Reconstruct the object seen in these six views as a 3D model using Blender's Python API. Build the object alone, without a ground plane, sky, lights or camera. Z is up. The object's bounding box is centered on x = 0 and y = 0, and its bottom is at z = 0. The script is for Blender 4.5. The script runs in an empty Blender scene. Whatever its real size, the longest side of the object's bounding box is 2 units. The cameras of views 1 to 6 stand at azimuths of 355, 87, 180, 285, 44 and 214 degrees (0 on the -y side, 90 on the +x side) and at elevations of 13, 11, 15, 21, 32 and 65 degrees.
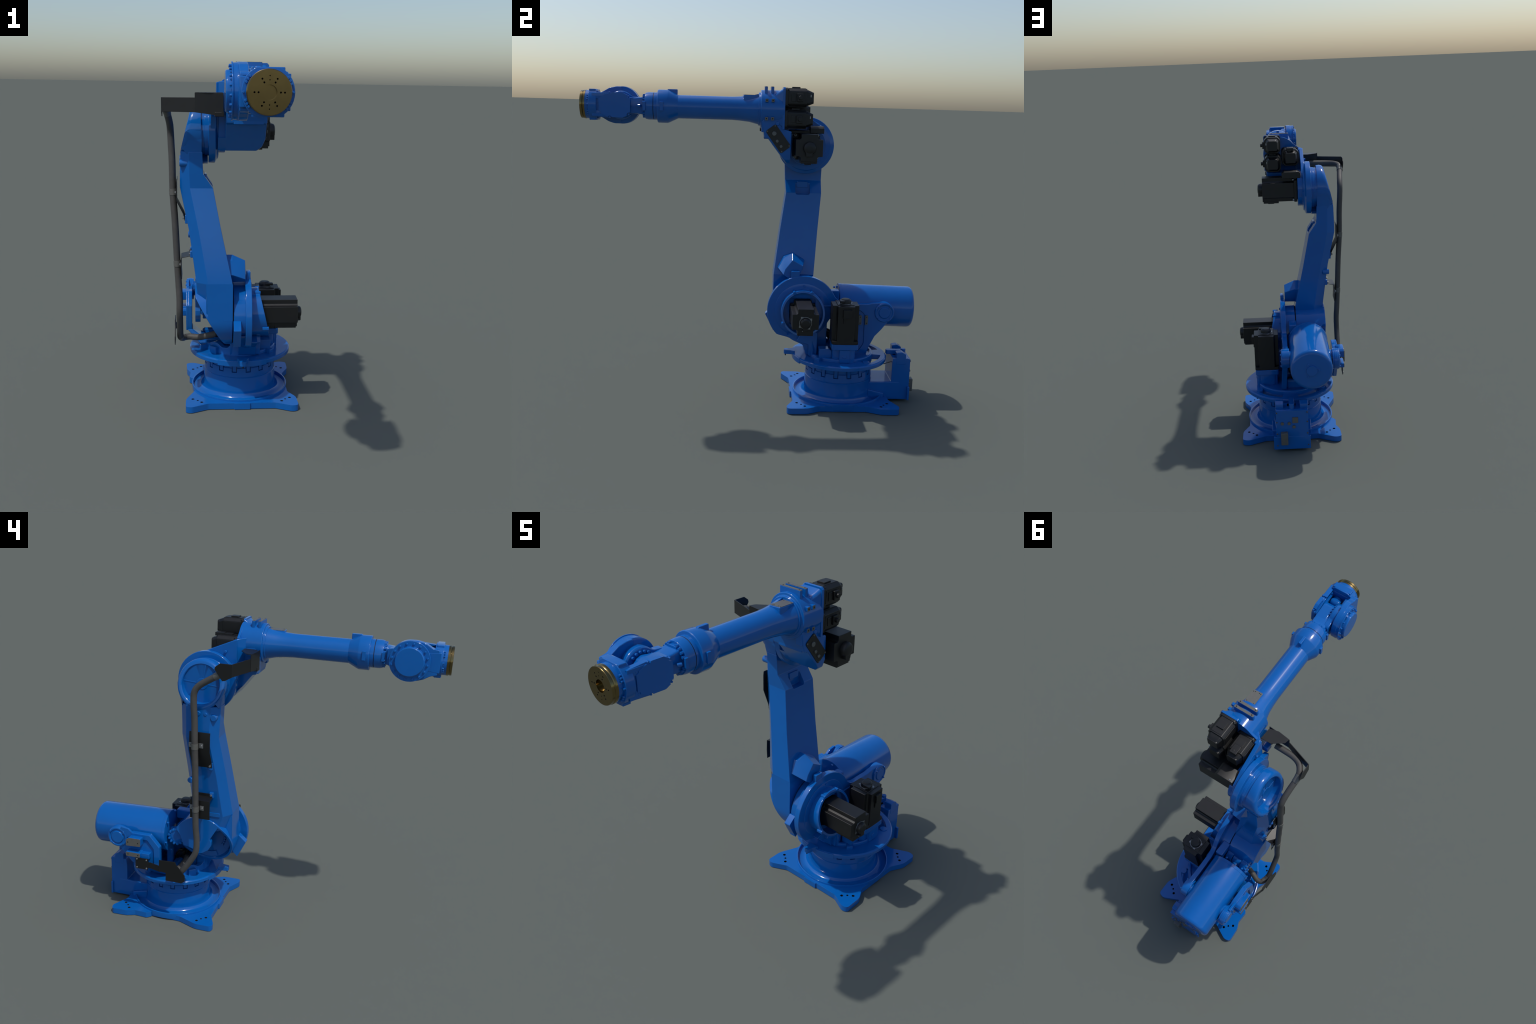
"""Blue six-axis industrial robot arm: base, turntable, shoulder, lower link,
elbow housing, forearm, wrist, motors, counterbalance cylinder and hose."""
import bpy, bmesh, math, random
from math import sin, cos, pi, radians, sqrt, atan2
from mathutils import Vector, Matrix

random.seed(7)
SCN = bpy.context.scene.collection

# --------------------------------------------------------------------------
# materials
# --------------------------------------------------------------------------
def material(name, color, rough=0.4, metal=0.0, vary=0.05, scale=14.0, coat=0.0,
             bump=0.0, bump_scale=200.0, spec=0.5):
    m = bpy.data.materials.new(name)
    m.use_nodes = True
    nt = m.node_tree
    b = nt.nodes["Principled BSDF"]
    tc = nt.nodes.new("ShaderNodeTexCoord")
    nz = nt.nodes.new("ShaderNodeTexNoise")
    nz.inputs["Scale"].default_value = scale
    nz.inputs["Detail"].default_value = 4.0
    nt.links.new(tc.outputs["Object"], nz.inputs["Vector"])
    rp = nt.nodes.new("ShaderNodeValToRGB")
    c0 = [max(0, c * (1 - vary)) for c in color]
    c1 = [min(1, c * (1 + vary)) for c in color]
    rp.color_ramp.elements[0].position = 0.3
    rp.color_ramp.elements[1].position = 0.7
    rp.color_ramp.elements[0].color = (*c0, 1)
    rp.color_ramp.elements[1].color = (*c1, 1)
    nt.links.new(nz.outputs["Fac"], rp.inputs["Fac"])
    nt.links.new(rp.outputs["Color"], b.inputs["Base Color"])
    mr = nt.nodes.new("ShaderNodeMapRange")
    mr.inputs["To Min"].default_value = rough * 0.92
    mr.inputs["To Max"].default_value = min(1, rough * 1.08)
    nt.links.new(nz.outputs["Fac"], mr.inputs["Value"])
    nt.links.new(mr.outputs["Result"], b.inputs["Roughness"])
    b.inputs["Metallic"].default_value = metal
    b.inputs["Coat Weight"].default_value = coat
    b.inputs["Coat Roughness"].default_value = 0.08
    b.inputs["Specular IOR Level"].default_value = spec
    if bump > 0:
        n2 = nt.nodes.new("ShaderNodeTexNoise")
        n2.inputs["Scale"].default_value = bump_scale
        nt.links.new(tc.outputs["Object"], n2.inputs["Vector"])
        bp = nt.nodes.new("ShaderNodeBump")
        bp.inputs["Strength"].default_value = bump
        bp.inputs["Distance"].default_value = 0.002
        nt.links.new(n2.outputs["Fac"], bp.inputs["Height"])
        nt.links.new(bp.outputs["Normal"], b.inputs["Normal"])
    return m

BLUE = material("blue_paint", (0.0030, 0.108, 0.402), 0.125, vary=0.03, scale=5)
BLACK = material("black_motor_paint", (0.0052, 0.0054, 0.0058), 0.45, vary=0.1, bump=0.08, bump_scale=420)
BRACKET = material("black_sheet_metal", (0.0065, 0.0067, 0.007), 0.42, vary=0.1)
HOSE = material("grey_rubber_hose", (0.062, 0.060, 0.057), 0.6, vary=0.08, scale=40, bump=0.06)
BRASS = material("dark_brass_flange", (0.225, 0.168, 0.072), 0.19, metal=1.0, vary=0.05, scale=30)
STEEL = material("zinc_steel", (0.30, 0.31, 0.32), 0.35, metal=0.8, vary=0.08)
RAW = material("machined_grey", (0.13, 0.13, 0.12), 0.5, metal=0.3, vary=0.06, scale=60)
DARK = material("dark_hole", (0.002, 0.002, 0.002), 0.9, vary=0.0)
SEAL = material("black_rubber_seal", (0.004, 0.006, 0.012), 0.7, vary=0.05)

# --------------------------------------------------------------------------
# geometry helpers
# --------------------------------------------------------------------------
AXES = {"x": lambda a, b, t: Vector((t, a, b)),      # a=y, b=z
        "y": lambda a, b, t: Vector((a, t, b)),      # a=x, b=z
        "z": lambda a, b, t: Vector((a, b, t))}      # a=x, b=y


def set_shading(me, angle=32):
    bm = bmesh.new()
    bm.from_mesh(me)
    bmesh.ops.recalc_face_normals(bm, faces=bm.faces)
    lim = radians(angle)
    for f in bm.faces:
        f.smooth = True
    for e in bm.edges:
        e.smooth = not (len(e.link_faces) != 2 or e.calc_face_angle(0) > lim)
    bm.to_mesh(me)
    bm.free()


def bake(ob):
    dg = bpy.context.evaluated_depsgraph_get()
    me = bpy.data.meshes.new_from_object(ob.evaluated_get(dg), preserve_all_data_layers=True, depsgraph=dg)
    old = ob.data
    ob.modifiers.clear()
    ob.data = me
    bpy.data.meshes.remove(old)


def arc(cx, cy, r, a0, a1, n=16):
    return [(cx + r * cos(radians(a0 + (a1 - a0) * i / n)),
             cy + r * sin(radians(a0 + (a1 - a0) * i / n))) for i in range(n + 1)]


def rounded(poly, r, n=4):
    """Round every corner of a closed polygon (r: number or list)."""
    out = []
    N = len(poly)
    for i, p in enumerate(poly):
        rr = r[i] if isinstance(r, (list, tuple)) else r
        p = Vector(p)
        a = Vector(poly[i - 1]) - p
        b = Vector(poly[(i + 1) % N]) - p
        if rr <= 0:
            out.append(tuple(p)); continue
        d = min(rr, a.length * .45, b.length * .45)
        A = p + a.normalized() * d
        B = p + b.normalized() * d
        for k in range(n + 1):
            t = k / n
            q = A * (1 - t) ** 2 + p * 2 * t * (1 - t) + B * t ** 2
            out.append(tuple(q))
    return out


def rect(a0, b0, a1, b1):
    return [(a0, b0), (a1, b0), (a1, b1), (a0, b1)]


class Part:
    """Collects bevelled solids and joins them into one named mesh object."""

    def __init__(self, name, mat=None, parent=None):
        self.name, self.mat, self.parent, self.obs = name, mat, parent, []

    def add_bm(self, bm, bevel=0.003, mat=None, cuts=(), seg=2, angle=32):
        me = bpy.data.meshes.new(self.name)
        bmesh.ops.remove_doubles(bm, verts=bm.verts, dist=1e-6)
        bmesh.ops.recalc_face_normals(bm, faces=bm.faces)
        bm.to_mesh(me)
        bm.free()
        me.materials.append(mat or self.mat)
        ob = bpy.data.objects.new(self.name, me)
        SCN.objects.link(ob)
        if cuts:
            for c in cuts:
                md = ob.modifiers.new("cut", "BOOLEAN")
                md.operation = "DIFFERENCE"
                md.solver = "EXACT"
                md.material_mode = "TRANSFER"
                md.object = c
            bake(ob)
            for c in cuts:
                bpy.data.objects.remove(c)
        set_shading(ob.data, angle)
        if bevel > 0:
            md = ob.modifiers.new("bevel", "BEVEL")
            md.width = bevel
            md.segments = seg
            md.limit_method = "ANGLE"
            md.angle_limit = radians(angle)
            md.harden_normals = True
            md.use_clamp_overlap = True
            bake(ob)
        self.obs.append(ob)
        return ob

    # ---- primitive solids ----
    def prism(self, poly, axis, t0, t1, bevel=0.003, mat=None, cuts=(), seg=2):
        return self.add_bm(bm_prism(poly, axis, t0, t1), bevel, mat, cuts, seg)

    def box(self, p0, p1, bevel=0.003, mat=None, cuts=(), rot=None):
        bm = bm_prism(rect(p0[0], p0[1], p1[0], p1[1]), "z", p0[2], p1[2])
        if rot:
            ang, ax, c = rot
            bmesh.ops.rotate(bm, verts=bm.verts, cent=c, matrix=Matrix.Rotation(radians(ang), 3, ax))
        return self.add_bm(bm, bevel, mat, cuts)

    def lathe(self, prof, axis, c, seg=64, bevel=0.0025, mat=None, cuts=(), angle=28):
        return self.add_bm(bm_lathe(prof, axis, c, seg), bevel, mat, cuts, angle=angle)

    def cyl(self, axis, c, r, t0, t1, seg=40, bevel=0.002, mat=None, cuts=()):
        return self.lathe([(r, t0), (r, t1)], axis, c, seg, bevel, mat, cuts)

    def plate(self, o, u, v, poly, th, bevel=0.0008, mat=None):
        o, u, v = Vector(o), Vector(u).normalized(), Vector(v)
        v = (v - u * v.dot(u)).normalized()
        n = u.cross(v)
        bm = bmesh.new()
        lo = [bm.verts.new(o + u * a + v * b) for a, b in poly]
        hi = [bm.verts.new(o + u * a + v * b + n * th) for a, b in poly]
        cap(bm, lo, hi)
        return self.add_bm(bm, bevel, mat)

    def tube(self, pts, r, mat=None, seg=20, n=10):
        return self.add_bm(bm_tube(pts, r, seg, n), 0, mat, angle=50)

    def loft(self, sections, bevel=0.004, mat=None, cuts=(), seg=2, angle=32):
        bm = bmesh.new()
        rings = [[bm.verts.new(p) for p in s] for s in sections]
        k = len(rings[0])
        for A, B in zip(rings, rings[1:]):
            for i in range(k):
                bm.faces.new((A[i], A[(i + 1) % k], B[(i + 1) % k], B[i]))
        bm.faces.new(rings[0]); bm.faces.new(list(reversed(rings[-1])))
        return self.add_bm(bm, bevel, mat, cuts, seg, angle)

    def done(self):
        o = self.obs[0]
        if len(self.obs) > 1:
            for x in bpy.context.selected_objects:
                x.select_set(False)
            for x in self.obs:
                x.select_set(True)
            bpy.context.view_layer.objects.active = o
            bpy.ops.object.join()
        o.name = self.name
        o.data.name = self.name
        o.select_set(False)
        if self.parent is not None:
            o.parent = self.parent
        return o


def cap(bm, lo, hi):
    k = len(lo)
    for i in range(k):
        bm.faces.new((lo[i], lo[(i + 1) % k], hi[(i + 1) % k], hi[i]))
    bm.faces.new(list(reversed(lo)))
    bm.faces.new(hi)


def bm_prism(poly, axis, t0, t1):
    f = AXES[axis]
    bm = bmesh.new()
    lo = [bm.verts.new(f(a, b, t0)) for a, b in poly]
    hi = [bm.verts.new(f(a, b, t1)) for a, b in poly]
    cap(bm, lo, hi)
    return bm


def bm_lathe(prof, axis, c, seg=64):
    """prof: list of (radius, position along axis or function of the point)."""
    f = AXES[axis]
    bm = bmesh.new()
    rings = []
    for r, t in prof:
        ring = []
        for i in range(seg):
            a = 2 * pi * i / seg
            p, q = c[0] + r * cos(a), c[1] + r * sin(a)
            ring.append(bm.verts.new(f(p, q, t(p, q) if callable(t) else t)))
        rings.append(ring)
    for A, B in zip(rings, rings[1:]):
        for i in range(seg):
            bm.faces.new((A[i], A[(i + 1) % seg], B[(i + 1) % seg], B[i]))
    bm.faces.new(list(reversed(rings[0])))
    bm.faces.new(rings[-1])
    return bm


def spline(pts, n=10):
    """Catmull-Rom through the points."""
    P = [Vector(p) for p in pts]
    P = [P[0] * 2 - P[1]] + P + [P[-1] * 2 - P[-2]]
    out = []
    for i in range(1, len(P) - 2):
        for k in range(n):
            t = k / n
            a, b, c, d = P[i - 1], P[i], P[i + 1], P[i + 2]
            out.append(0.5 * ((2 * b) + (c - a) * t + (2 * a - 5 * b + 4 * c - d) * t * t
                              + (3 * b - a - 3 * c + d) * t ** 3))
    out.append(P[-2])
    return out


def bm_tube(pts, r, seg=20, n=10):
    C = spline(pts, n)
    bm = bmesh.new()
    rings = []
    up = Vector((0.3, 0.2, 1)).normalized()
    for i, p in enumerate(C):
        d = (C[min(i + 1, len(C) - 1)] - C[max(i - 1, 0)]).normalized()
        up = (up - d * up.dot(d)).normalized()
        s = d.cross(up)
        rings.append([bm.verts.new(p + (up * cos(2 * pi * k / seg) + s * sin(2 * pi * k / seg)) * r)
                      for k in range(seg)])
    for A, B in zip(rings, rings[1:]):
        for i in range(seg):
            bm.faces.new((A[i], A[(i + 1) % seg], B[(i + 1) % seg], B[i]))
    bm.faces.new(list(reversed(rings[0]))); bm.faces.new(rings[-1])
    return bm


def cutter(bms, mat=None):
    """One hidden helper object made of several bmesh solids (for booleans)."""
    me = bpy.data.meshes.new("cutter")
    big = bmesh.new()
    for b in bms:
        bmesh.ops.recalc_face_normals(b, faces=b.faces)
        t = bpy.data.meshes.new("t"); b.to_mesh(t); b.free()
        big.from_mesh(t); bpy.data.meshes.remove(t)
    big.to_mesh(me); big.free()
    me.materials.append(mat or BLUE)
    ob = bpy.data.objects.new("cutter", me)
    SCN.objects.link(ob)
    ob.hide_render = True
    return ob


def empty(name, parent=None):
    o = bpy.data.objects.new(name, None)
    SCN.objects.link(o)
    o.parent = parent
    return o


# shared bolt meshes -------------------------------------------------------
_bolts = {}
def bolt_mesh(kind, mat):
    key = (kind, mat.name)
    if key not in _bolts:
        p = Part(kind + "_bolt", mat)
        if kind == "hex":
            ob = p.prism([(cos(pi / 3 * i), sin(pi / 3 * i)) for i in range(6)], "z", 0, 1, 0.08)
        elif kind == "socket":
            c = cutter([bm_prism([(.5 * cos(pi / 3 * i), .5 * sin(pi / 3 * i)) for i in range(6)], "z", .5, 1.5)], DARK)
            ob = p.add_bm(bm_lathe([(1, 0), (1, 1)], "z", (0, 0), 20), 0.1, cuts=[c])
        else:
            ob = p.add_bm(bm_lathe([(1, 0), (1, .75), (.8, 1)], "z", (0, 0), 20), 0.06)
        me = ob.data
        bpy.data.objects.remove(ob)
        me.name = "bolt"
        _bolts[key] = me
    return _bolts[key]


def bolt(parent, loc, direction, r, h, kind="round", mat=None, name="bolt"):
    o = bpy.data.objects.new(name, bolt_mesh(kind, mat or BLUE))
    SCN.objects.link(o)
    q = Vector((0, 0, 1)).rotation_difference(Vector(direction))
    o.matrix_world = Matrix.Translation(loc) @ q.to_matrix().to_4x4() @ Matrix.Diagonal((r, r, h, 1))
    o.parent = parent
    return o


def bolt_ring(parent, axis, c, R, t, d, n, r, h, a0=0, a1=360, kind="round", mat=None, name="bolt"):
    f = AXES[axis]
    dv = f(0, 0, d)
    full = abs(a1 - a0 - 360) < 1e-6
    for i in range(n):
        a = radians(a0 + (a1 - a0) * i / (n if full else max(1, n - 1)))
        bolt(parent, f(c[0] + R * cos(a), c[1] + R * sin(a), t), dv, r, h, kind, mat, name)


# --------------------------------------------------------------------------
# key axes of the machine
# --------------------------------------------------------------------------
J1 = (0.050, 0.533)            # x, y of the swivel axis
J2 = (0.296, 0.546)            # y, z of the shoulder axis
J3 = (0.297, 1.520)            # y, z of the elbow axis
ARM = (0.050, 1.7265)          # x, z of the forearm axis
J5 = (-0.785, 1.7265)          # y, z of the wrist bend axis

ROBOT = empty("industrial_robot_arm")
ROBOT["label"] = "blue six-axis industrial robot arm with black motors"
ROBOT["category"] = "robot arm"
ROBOT.location = (J1[0], J1[1], 0)
bpy.context.view_layer.update()


def parent_keep(o, p):
    mw = o.matrix_world.copy()
    o.parent = p
    o.matrix_parent_inverse = p.matrix_world.inverted()
    o.matrix_world = mw


# ==========================================================================
# 1. BASE
# ==========================================================================
def build_base():
    p = Part("base", BLUE)
    cx, cy = J1
    # foot outline, measured from the swivel axis, one plate
    out = [(-.0425, -.289), (-.0425, -.297), (.045, -.297), (.045, -.289),
           (.187, -.290), (.275, -.334), (.310, -.325), (.308, -.214),
           (.268, -.138), (.268, .138), (.308, .218), (.310, .322), (.270, .335),
           (.164, .287), (.10, .287), (-.10, .287),
           (-.165, .280), (-.274, .335), (-.312, .323), (-.308, .226),
           (-.287, .177), (-.292, .10), (-.272, .075),
           (-.262, .075), (-.262, -.11), (-.309, -.226), (-.310, -.325), (-.277, -.335),
           (-.187, -.290)]
    rad = [.002, .003, .003, .002, .01, .02, .03, .02, .01, .01, .02, .03, .03, .01, .003, .003,
           .01, .03, .03, .015, .003, .006, .006, .003, .01, .02, .03, .02, .01]
    poly = rounded([(cx + u, cy + v) for u, v in out], rad)
    # anchor holes: three per foot
    holes = []
    for sx in (-1, 1):
        for sy in (-1, 1):
            for k, r in ((-1, .0085), (0, .0062), (1, .0085)):
                du, dv = .0245 * k, -.0175 * k
                inn = .006 if k else 0
                u = sx * (.244 + du + inn * .4)
                v = sy * (.244 + dv * 1.25 + inn * .4)
                holes.append(bm_lathe([(r, .006), (r, .06)], "z", (cx + u, cy + v), 20))
    well = bm_lathe([(.2645, .012), (.2645, .08)], "z", J1, 96)
    p.prism(poly, "z", 0.0, .0345, .004, cuts=[cutter(holes, DARK), cutter([well])])
    # round rim, sunken annulus and column
    notch = []
    for i in range(16):
        bm = bm_prism(rect(.188, -.0145, .22, .0145), "z", .176, .30)
        bmesh.ops.rotate(bm, verts=bm.verts, matrix=Matrix.Rotation(radians(22.5 * i + 11), 3, "Z"))
        bmesh.ops.translate(bm, verts=bm.verts, vec=(cx, cy, 0))
        notch.append(bm)
    p.lathe([(.262, .008), (.274, .008), (.2765, .034), (.2755, .046), (.271, .0475), (.268, .045), (.266, .030), (.258, .0245),
             (.232, .0245), (.218, .029), (.2085, .042), (.2065, .060), (.2045, .143), (.2005, .1465),
             (.2035, .150), (.2005, .186), (.1985, .199), (.192, .201), (.192, .226), (.184, .228), (.184, .26), (.10, .26), (.10, .008)],
            "z", J1, 96, .0012, angle=40, cuts=[cutter(notch)])
    # keys in the castellated slewing ring
    for i in range(16):
        a = radians(22.5 * i + 11)
        bm = bm_prism(rect(.180, -.0100, .1985, .0100), "z", .180, .249)
        bmesh.ops.rotate(bm, verts=bm.verts, matrix=Matrix.Rotation(a, 3, "Z"))
        bmesh.ops.translate(bm, verts=bm.verts, vec=(cx, cy, 0))
        p.add_bm(bm, .0015)
    # cast side pads
    base = p.done()

    # connector box at the back
    b = Part("connector_box", BLUE)
    prof = [(.70, .012), (.955, .012), (.955, .266), (.946, .272), (.852, .272), (.847, .235),
            (.847, .126), (.70, .126)]
    b.prism(prof, "x", -.050, .146, .003)
    b.prism(rounded(rect(-.0615, .0135, .1640, .097), .003), "y", .945, .958, .0015)
    b.prism(rect(-.0495, .095, .1458, .2695), "y", .950, .957, .001)
    # flank widening towards the column
    b.prism([(-.0505, .90), (-.056, .76), (-.056, .70), (.157, .70), (.157, .76), (.1465, .90)], "z", .0135, .1245, .004)
    # saddle flank beside the column
    b.prism([(.70, .012), (.80, .012), (.80, .060), (.70, .085)], "x", -.075, .172, .006)
    # two towers with slanted caps, stop bar and stop pin
    for x0, x1, s in ((.098, .1475, 1), (-.0515, -.002, -1)):
        b.prism([(.872, .235), (.930, .235), (.930, .298), (.905, .312), (.872, .307)], "x", x0, x1, .004)
    b.prism(rounded(rect(.030, .822, .064, .93), .014), "z", .272, .298, .003)
    b.cyl("z", (.049, .930), .0155, .255, .305, 24, .003)
    b.box((.020, .86, .235), (.078, .90, .272), .003)
    b.box((.105, .800, .2395), (.112, .86, .244), .001, RAW, rot=(20, "X", (.11, .85, .24)))
    box = b.done()

    c = Part("cable_connector", RAW)
    c.prism(rounded(rect(.0765, .054, .1195, .133), .004), "y", .956, .986, .003)
    conn = c.done()
    c = Part("cable_connector", RAW)
    c.prism(rounded(rect(.012, .190, .047, .226), .002), "y", .956, .964, .001)
    conn2 = c.done()
    kids = [conn, conn2]
    for x, z in ((.109, .187), (.067, .187), (.038, .164)):
        kids.append(bolt(None, (x, .956, z), (0, 1, 0), .0105, .010, "hex", RAW, "cable_gland"))
    for x in (-.044, .1415):
        for z in (.257, .195, .118, .040):
            kids.append(bolt(None, (x - (.003 if z < .1 and x < 0 else 0), .9560, z), (0, 1, 0), .0042, .005, "socket", RAW, "screw"))
    for k in kids:
        k.parent = box
    parent_keep(base, ROBOT)
    parent_keep(box, ROBOT)


# ==========================================================================
# 2. TURNTABLE + SHOULDER FRAME
# ==========================================================================
def build_turntable():
    cx, cy = J1
    p = Part("turntable", BLUE)
    # crescent openings at the back of the disc
    def crescent(a0, a1, r0, r1):
        o = arc(cx, cy, r1, a0, a1, 18)
        i = arc(cx, cy, r0, a1, a0, 18)
        return bm_prism(rounded(o + i, .0), "z", .2, .4)
    cuts = [cutter([crescent(32, 78, .205, .252), crescent(102, 148, .205, .252)])]
    p.lathe([(.05, .250), (.20, .247), (.287, .253), (.2875, .273), (.280, .279), (.05, .279)], "z", J1, 96, .002, cuts=cuts)
    p.lathe([(.165, .262), (.206, .262), (.204, .292), (.199, .297), (.186, .297), (.182, .285), (.165, .285)], "z", J1, 96, .002)
    # wall of the hub, its height changing round the front
    def wall_top(a):
        key = [(-175, .300), (-152, .318), (-140, .338), (-131, .335), (-122, .318), (-113, .318), (-106, .345), (-100, .385), (-61, .385), (-58, .30)]
        for (a0, h0), (a1, h1) in zip(key, key[1:]):
            if a0 <= a <= a1:
                return h0 + (h1 - h0) * (a - a0) / (a1 - a0)
        return .30
    sec = []
    for k in range(41):
        a = -172 + (172 - 59) * k / 40
        ca, sa = cos(radians(a)), sin(radians(a))
        h = wall_top(a)
        sec.append([(cx + r * ca, cy + r * sa, z) for r, z in ((.206, .27), (.203, h), (.172, h), (.172, .27))])
    p.loft(sec, .002)
    # front lug and side blocks on the rim
    p.prism(rounded([(.018, .26), (.030, .232), (.034, .194), (.068, .194), (.072, .232), (.086, .26)], [.004, .008, .012, .012, .008, .004]),
            "z", .266, .291, .003)
    # thicker front sector of the rim
    p.prism(arc(cx, cy, .2888, -118, -62, 20) + arc(cx, cy, .262, -62, -118, 20), "z", .246, .277, .002)
    for a, r0, r1, w, h in ((198, .20, .245, .020, .305), (224, .19, .225, .025, .318), (318, .20, .232, .018, .298)):
        bm = bm_prism(rect(r0, -w, r1, w), "z", .262, h)
        bmesh.ops.rotate(bm, verts=bm.verts, matrix=Matrix.Rotation(radians(a), 3, "Z"))
        bmesh.ops.translate(bm, verts=bm.verts, vec=(cx, cy, 0))
        p.add_bm(bm, .004)
    for a in (35, 150):
        p.cyl("z", (cx + .236 * cos(radians(a)), cy + .236 * sin(radians(a))), .021, .26, .284, 28, .002)
    tt = p.done()
    parent_keep(tt, ROBOT)
    for x, y, d in ((.05, .205, 0), (.30, .64, 0), (-.2, .64, 0)):
        b = bolt(None, (x, y, .266), (0, 0, -1), .004, .014, "round", SEAL, "stop_pin")
        parent_keep(b, tt)

    # ---- right shoulder frame (carries the shoulder gearbox) ----
    p = Part("shoulder_frame", BLUE)
    def lean(ob):
        for v in ob.data.vertices:
            k = min(1, max(0, (v.co.y - .43) / .08))
            v.co.x += k * .055 * max(0, .57 - v.co.z)
    r = .2125
    circ = arc(J2[0], J2[1], r, 24, 224, 40)
    outline = circ + [(.160, .392), (.203, .381), (.285, .350), (.312, .328), (.325, .285),
                      (.690, .280), (.705, .327), (.740, .396), (.780, .439)]
    outline += arc(.792, .543, .059, -60, 95, 14) + [(.720, .598), (.690, .592), (.560, .592), (.520, .606)]
    window = bm_prism(rounded([(.446, .30), (.64, .30), (.672, .35), (.672, .53), (.645, .553), (.50, .553), (.446, .47)], .012),
                      "x", -.1, .3)
    p.prism(outline, "x", .055, .088, .004, cuts=[cutter([window])])
    lean(p.obs[-1])
    p.prism(rounded([(.640, .30), (.685, .30), (.690, .56), (.66, .575), (.50, .575), (.50, .30)], .012), "x", .056, .082, .002)
    lean(p.obs[-1])
    # tab on top of the flange
    p.prism(rounded(rect(.222, .74, .272, .786), .004), "x", .062, .085, .003)
    # gearbox drum
    p.lathe([(.172, -.006), (.172, .07)], "x", J2, 80, .004)
    p.lathe([(.168, .080), (.168, .0895), (.15, .093), (.12, .093)], "x", J2, 80, .0015)
    # stop block on the front of the drum
    p.prism(rounded([(.120, .549), (.074, .508), (.126, .403), (.168, .445), (.20, .50)], .004), "x", -.008, .031, .004)
    p.prism([(.13, .46), (.18, .40), (.28, .36), (.28, .45)], "x", .02, .07, .006)
    # pedestal post
    p.prism(rounded([(.20, .40), (.24, .372), (.30, .345), (.325, .282), (.388, .282), (.388, .43), (.36, .46)], .01), "x", .03, .126, .006)
    p.prism(rounded([(.335, .282), (.385, .282), (.385, .43), (.29, .43), (.262, .375), (.335, .352)], .008), "x", -.015, .147, .005)
    p.prism([(.388, .282), (.448, .282), (.448, .50), (.388, .50)], "x", -.01, .085, .006)
    p.prism([(.392, .285), (.466, .285), (.466, .338), (.45, .349), (.392, .349)], "x", .150, .215, .004)
    # slanted ring round the motor well
    def ring_x(y, z):
        return .139 + (.655 - z) * (.046 / .197)
    p.lathe([(.130, .08), (.131, ring_x), (.117, ring_x), (.117, .112), (.117, .10)], "x", (.293, .549), 72, .0025)
    # plate at the bottom of the well with a square hole
    sq = bm_prism(rounded(rect(.214, .468, .368, .634), .02), "x", .05, .3)
    p.prism(arc(.293, .549, .119, 0, 360, 48)[:-1], "x", .094, .120, .001, cuts=[cutter([sq])])
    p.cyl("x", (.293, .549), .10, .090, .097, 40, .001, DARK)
    # horizontal rib right of the drum
    p.box((.08, .40, .572), (.094, .56, .584), .003)
    # bearing boss of the counterbalance
    p.lathe([(.060, .048), (.060, .094), (.056, .099), (.049, .099), (.047, .095), (.036, .095), (.032, .101), (.02, .101)],
            "x", (.792, .543), 56, .002)
    # machined pads
    for y in (.646, .684):
        p.prism(rounded(rect(y - .0085, .468, y + .0085, .525), .004), "x", .085, .1005, .001, RAW)
    sf = p.done()
    parent_keep(sf, ROBOT)
    ks = []
    for y, z in ((.241, .665), (.344, .665), (.176, .487)):
        ks.append(bolt(None, (ring_x(y, z) - .03, y, z), (1, 0, 0), .011, .034, "hex"))
    for a in (45, 135, 225, 315):
        ks.append(bolt(None, (.092, .792 + .051 * cos(radians(a)), .543 + .051 * sin(radians(a))), (1, 0, 0), .0055, .013, "hex"))
    for y in (.646, .684):
        for z in (.478, .515):
            ks.append(bolt(None, (.1003, y, z), (1, 0, 0), .0032, .0006, "round", DARK, "screw_hole"))
    for y, z in ((.30, .70), (.40, .635), (.41, .45), (.19, .62)):
        ks.append(bolt(None, (.089, y, z), (1, 0, 0), .007, .008, "hex"))
    for k in ks:
        parent_keep(k, sf)

    # ---- left frame (second bearing of the counterbalance) ----
    p = Part("balancer_frame", BLUE)
    cb = (.806, .534)
    o = arc(cb[0], cb[1], .066, 232, 400, 16)
    poly = [(.655, .366), (.715, .376)] + arc(cb[0], cb[1], .066, -95, 118, 18) + \
           [(.738, .566), (.712, .578), (.596, .578), (.534, .508), (.533, .366)]
    p.prism(poly, "x", -.248, -.224, .004)
    # lower part slanting in to the turntable
    p.loft([[(-.254, .532, .370), (-.254, .650, .368), (-.223, .650, .368), (-.223, .532, .370)],
            [(-.172, .500, .285), (-.172, .600, .285), (-.105, .600, .285), (-.105, .500, .285)]], .004)
    # raised border
    p.prism([(.712, .578), (.596, .578), (.534, .508), (.533, .362), (.572, .362), (.572, .490), (.614, .542), (.712, .542)],
            "x", -.259, -.243, .004)
    p.prism(rounded([(.700, .570), (.735, .598), (.780, .605), (.79, .585), (.745, .54)], .004), "x", -.258, -.243, .003)
    p.lathe([(.064, -.215), (.064, -.254), (.058, -.259), (.050, -.259), (.047, -.253), (.040, -.253), (.036, -.262), (.02, -.262)],
            "x", cb, 56, .002)
    p.prism(rounded([(.733, .508), (.733, .549), (.715, .562), (.640, .562), (.640, .512)], .006), "x", -.2955, -.243, .003)
    p.prism(rounded(rect(.643, .440, .735, .468), .005), "x", -.2955, -.243, .003)
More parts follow.
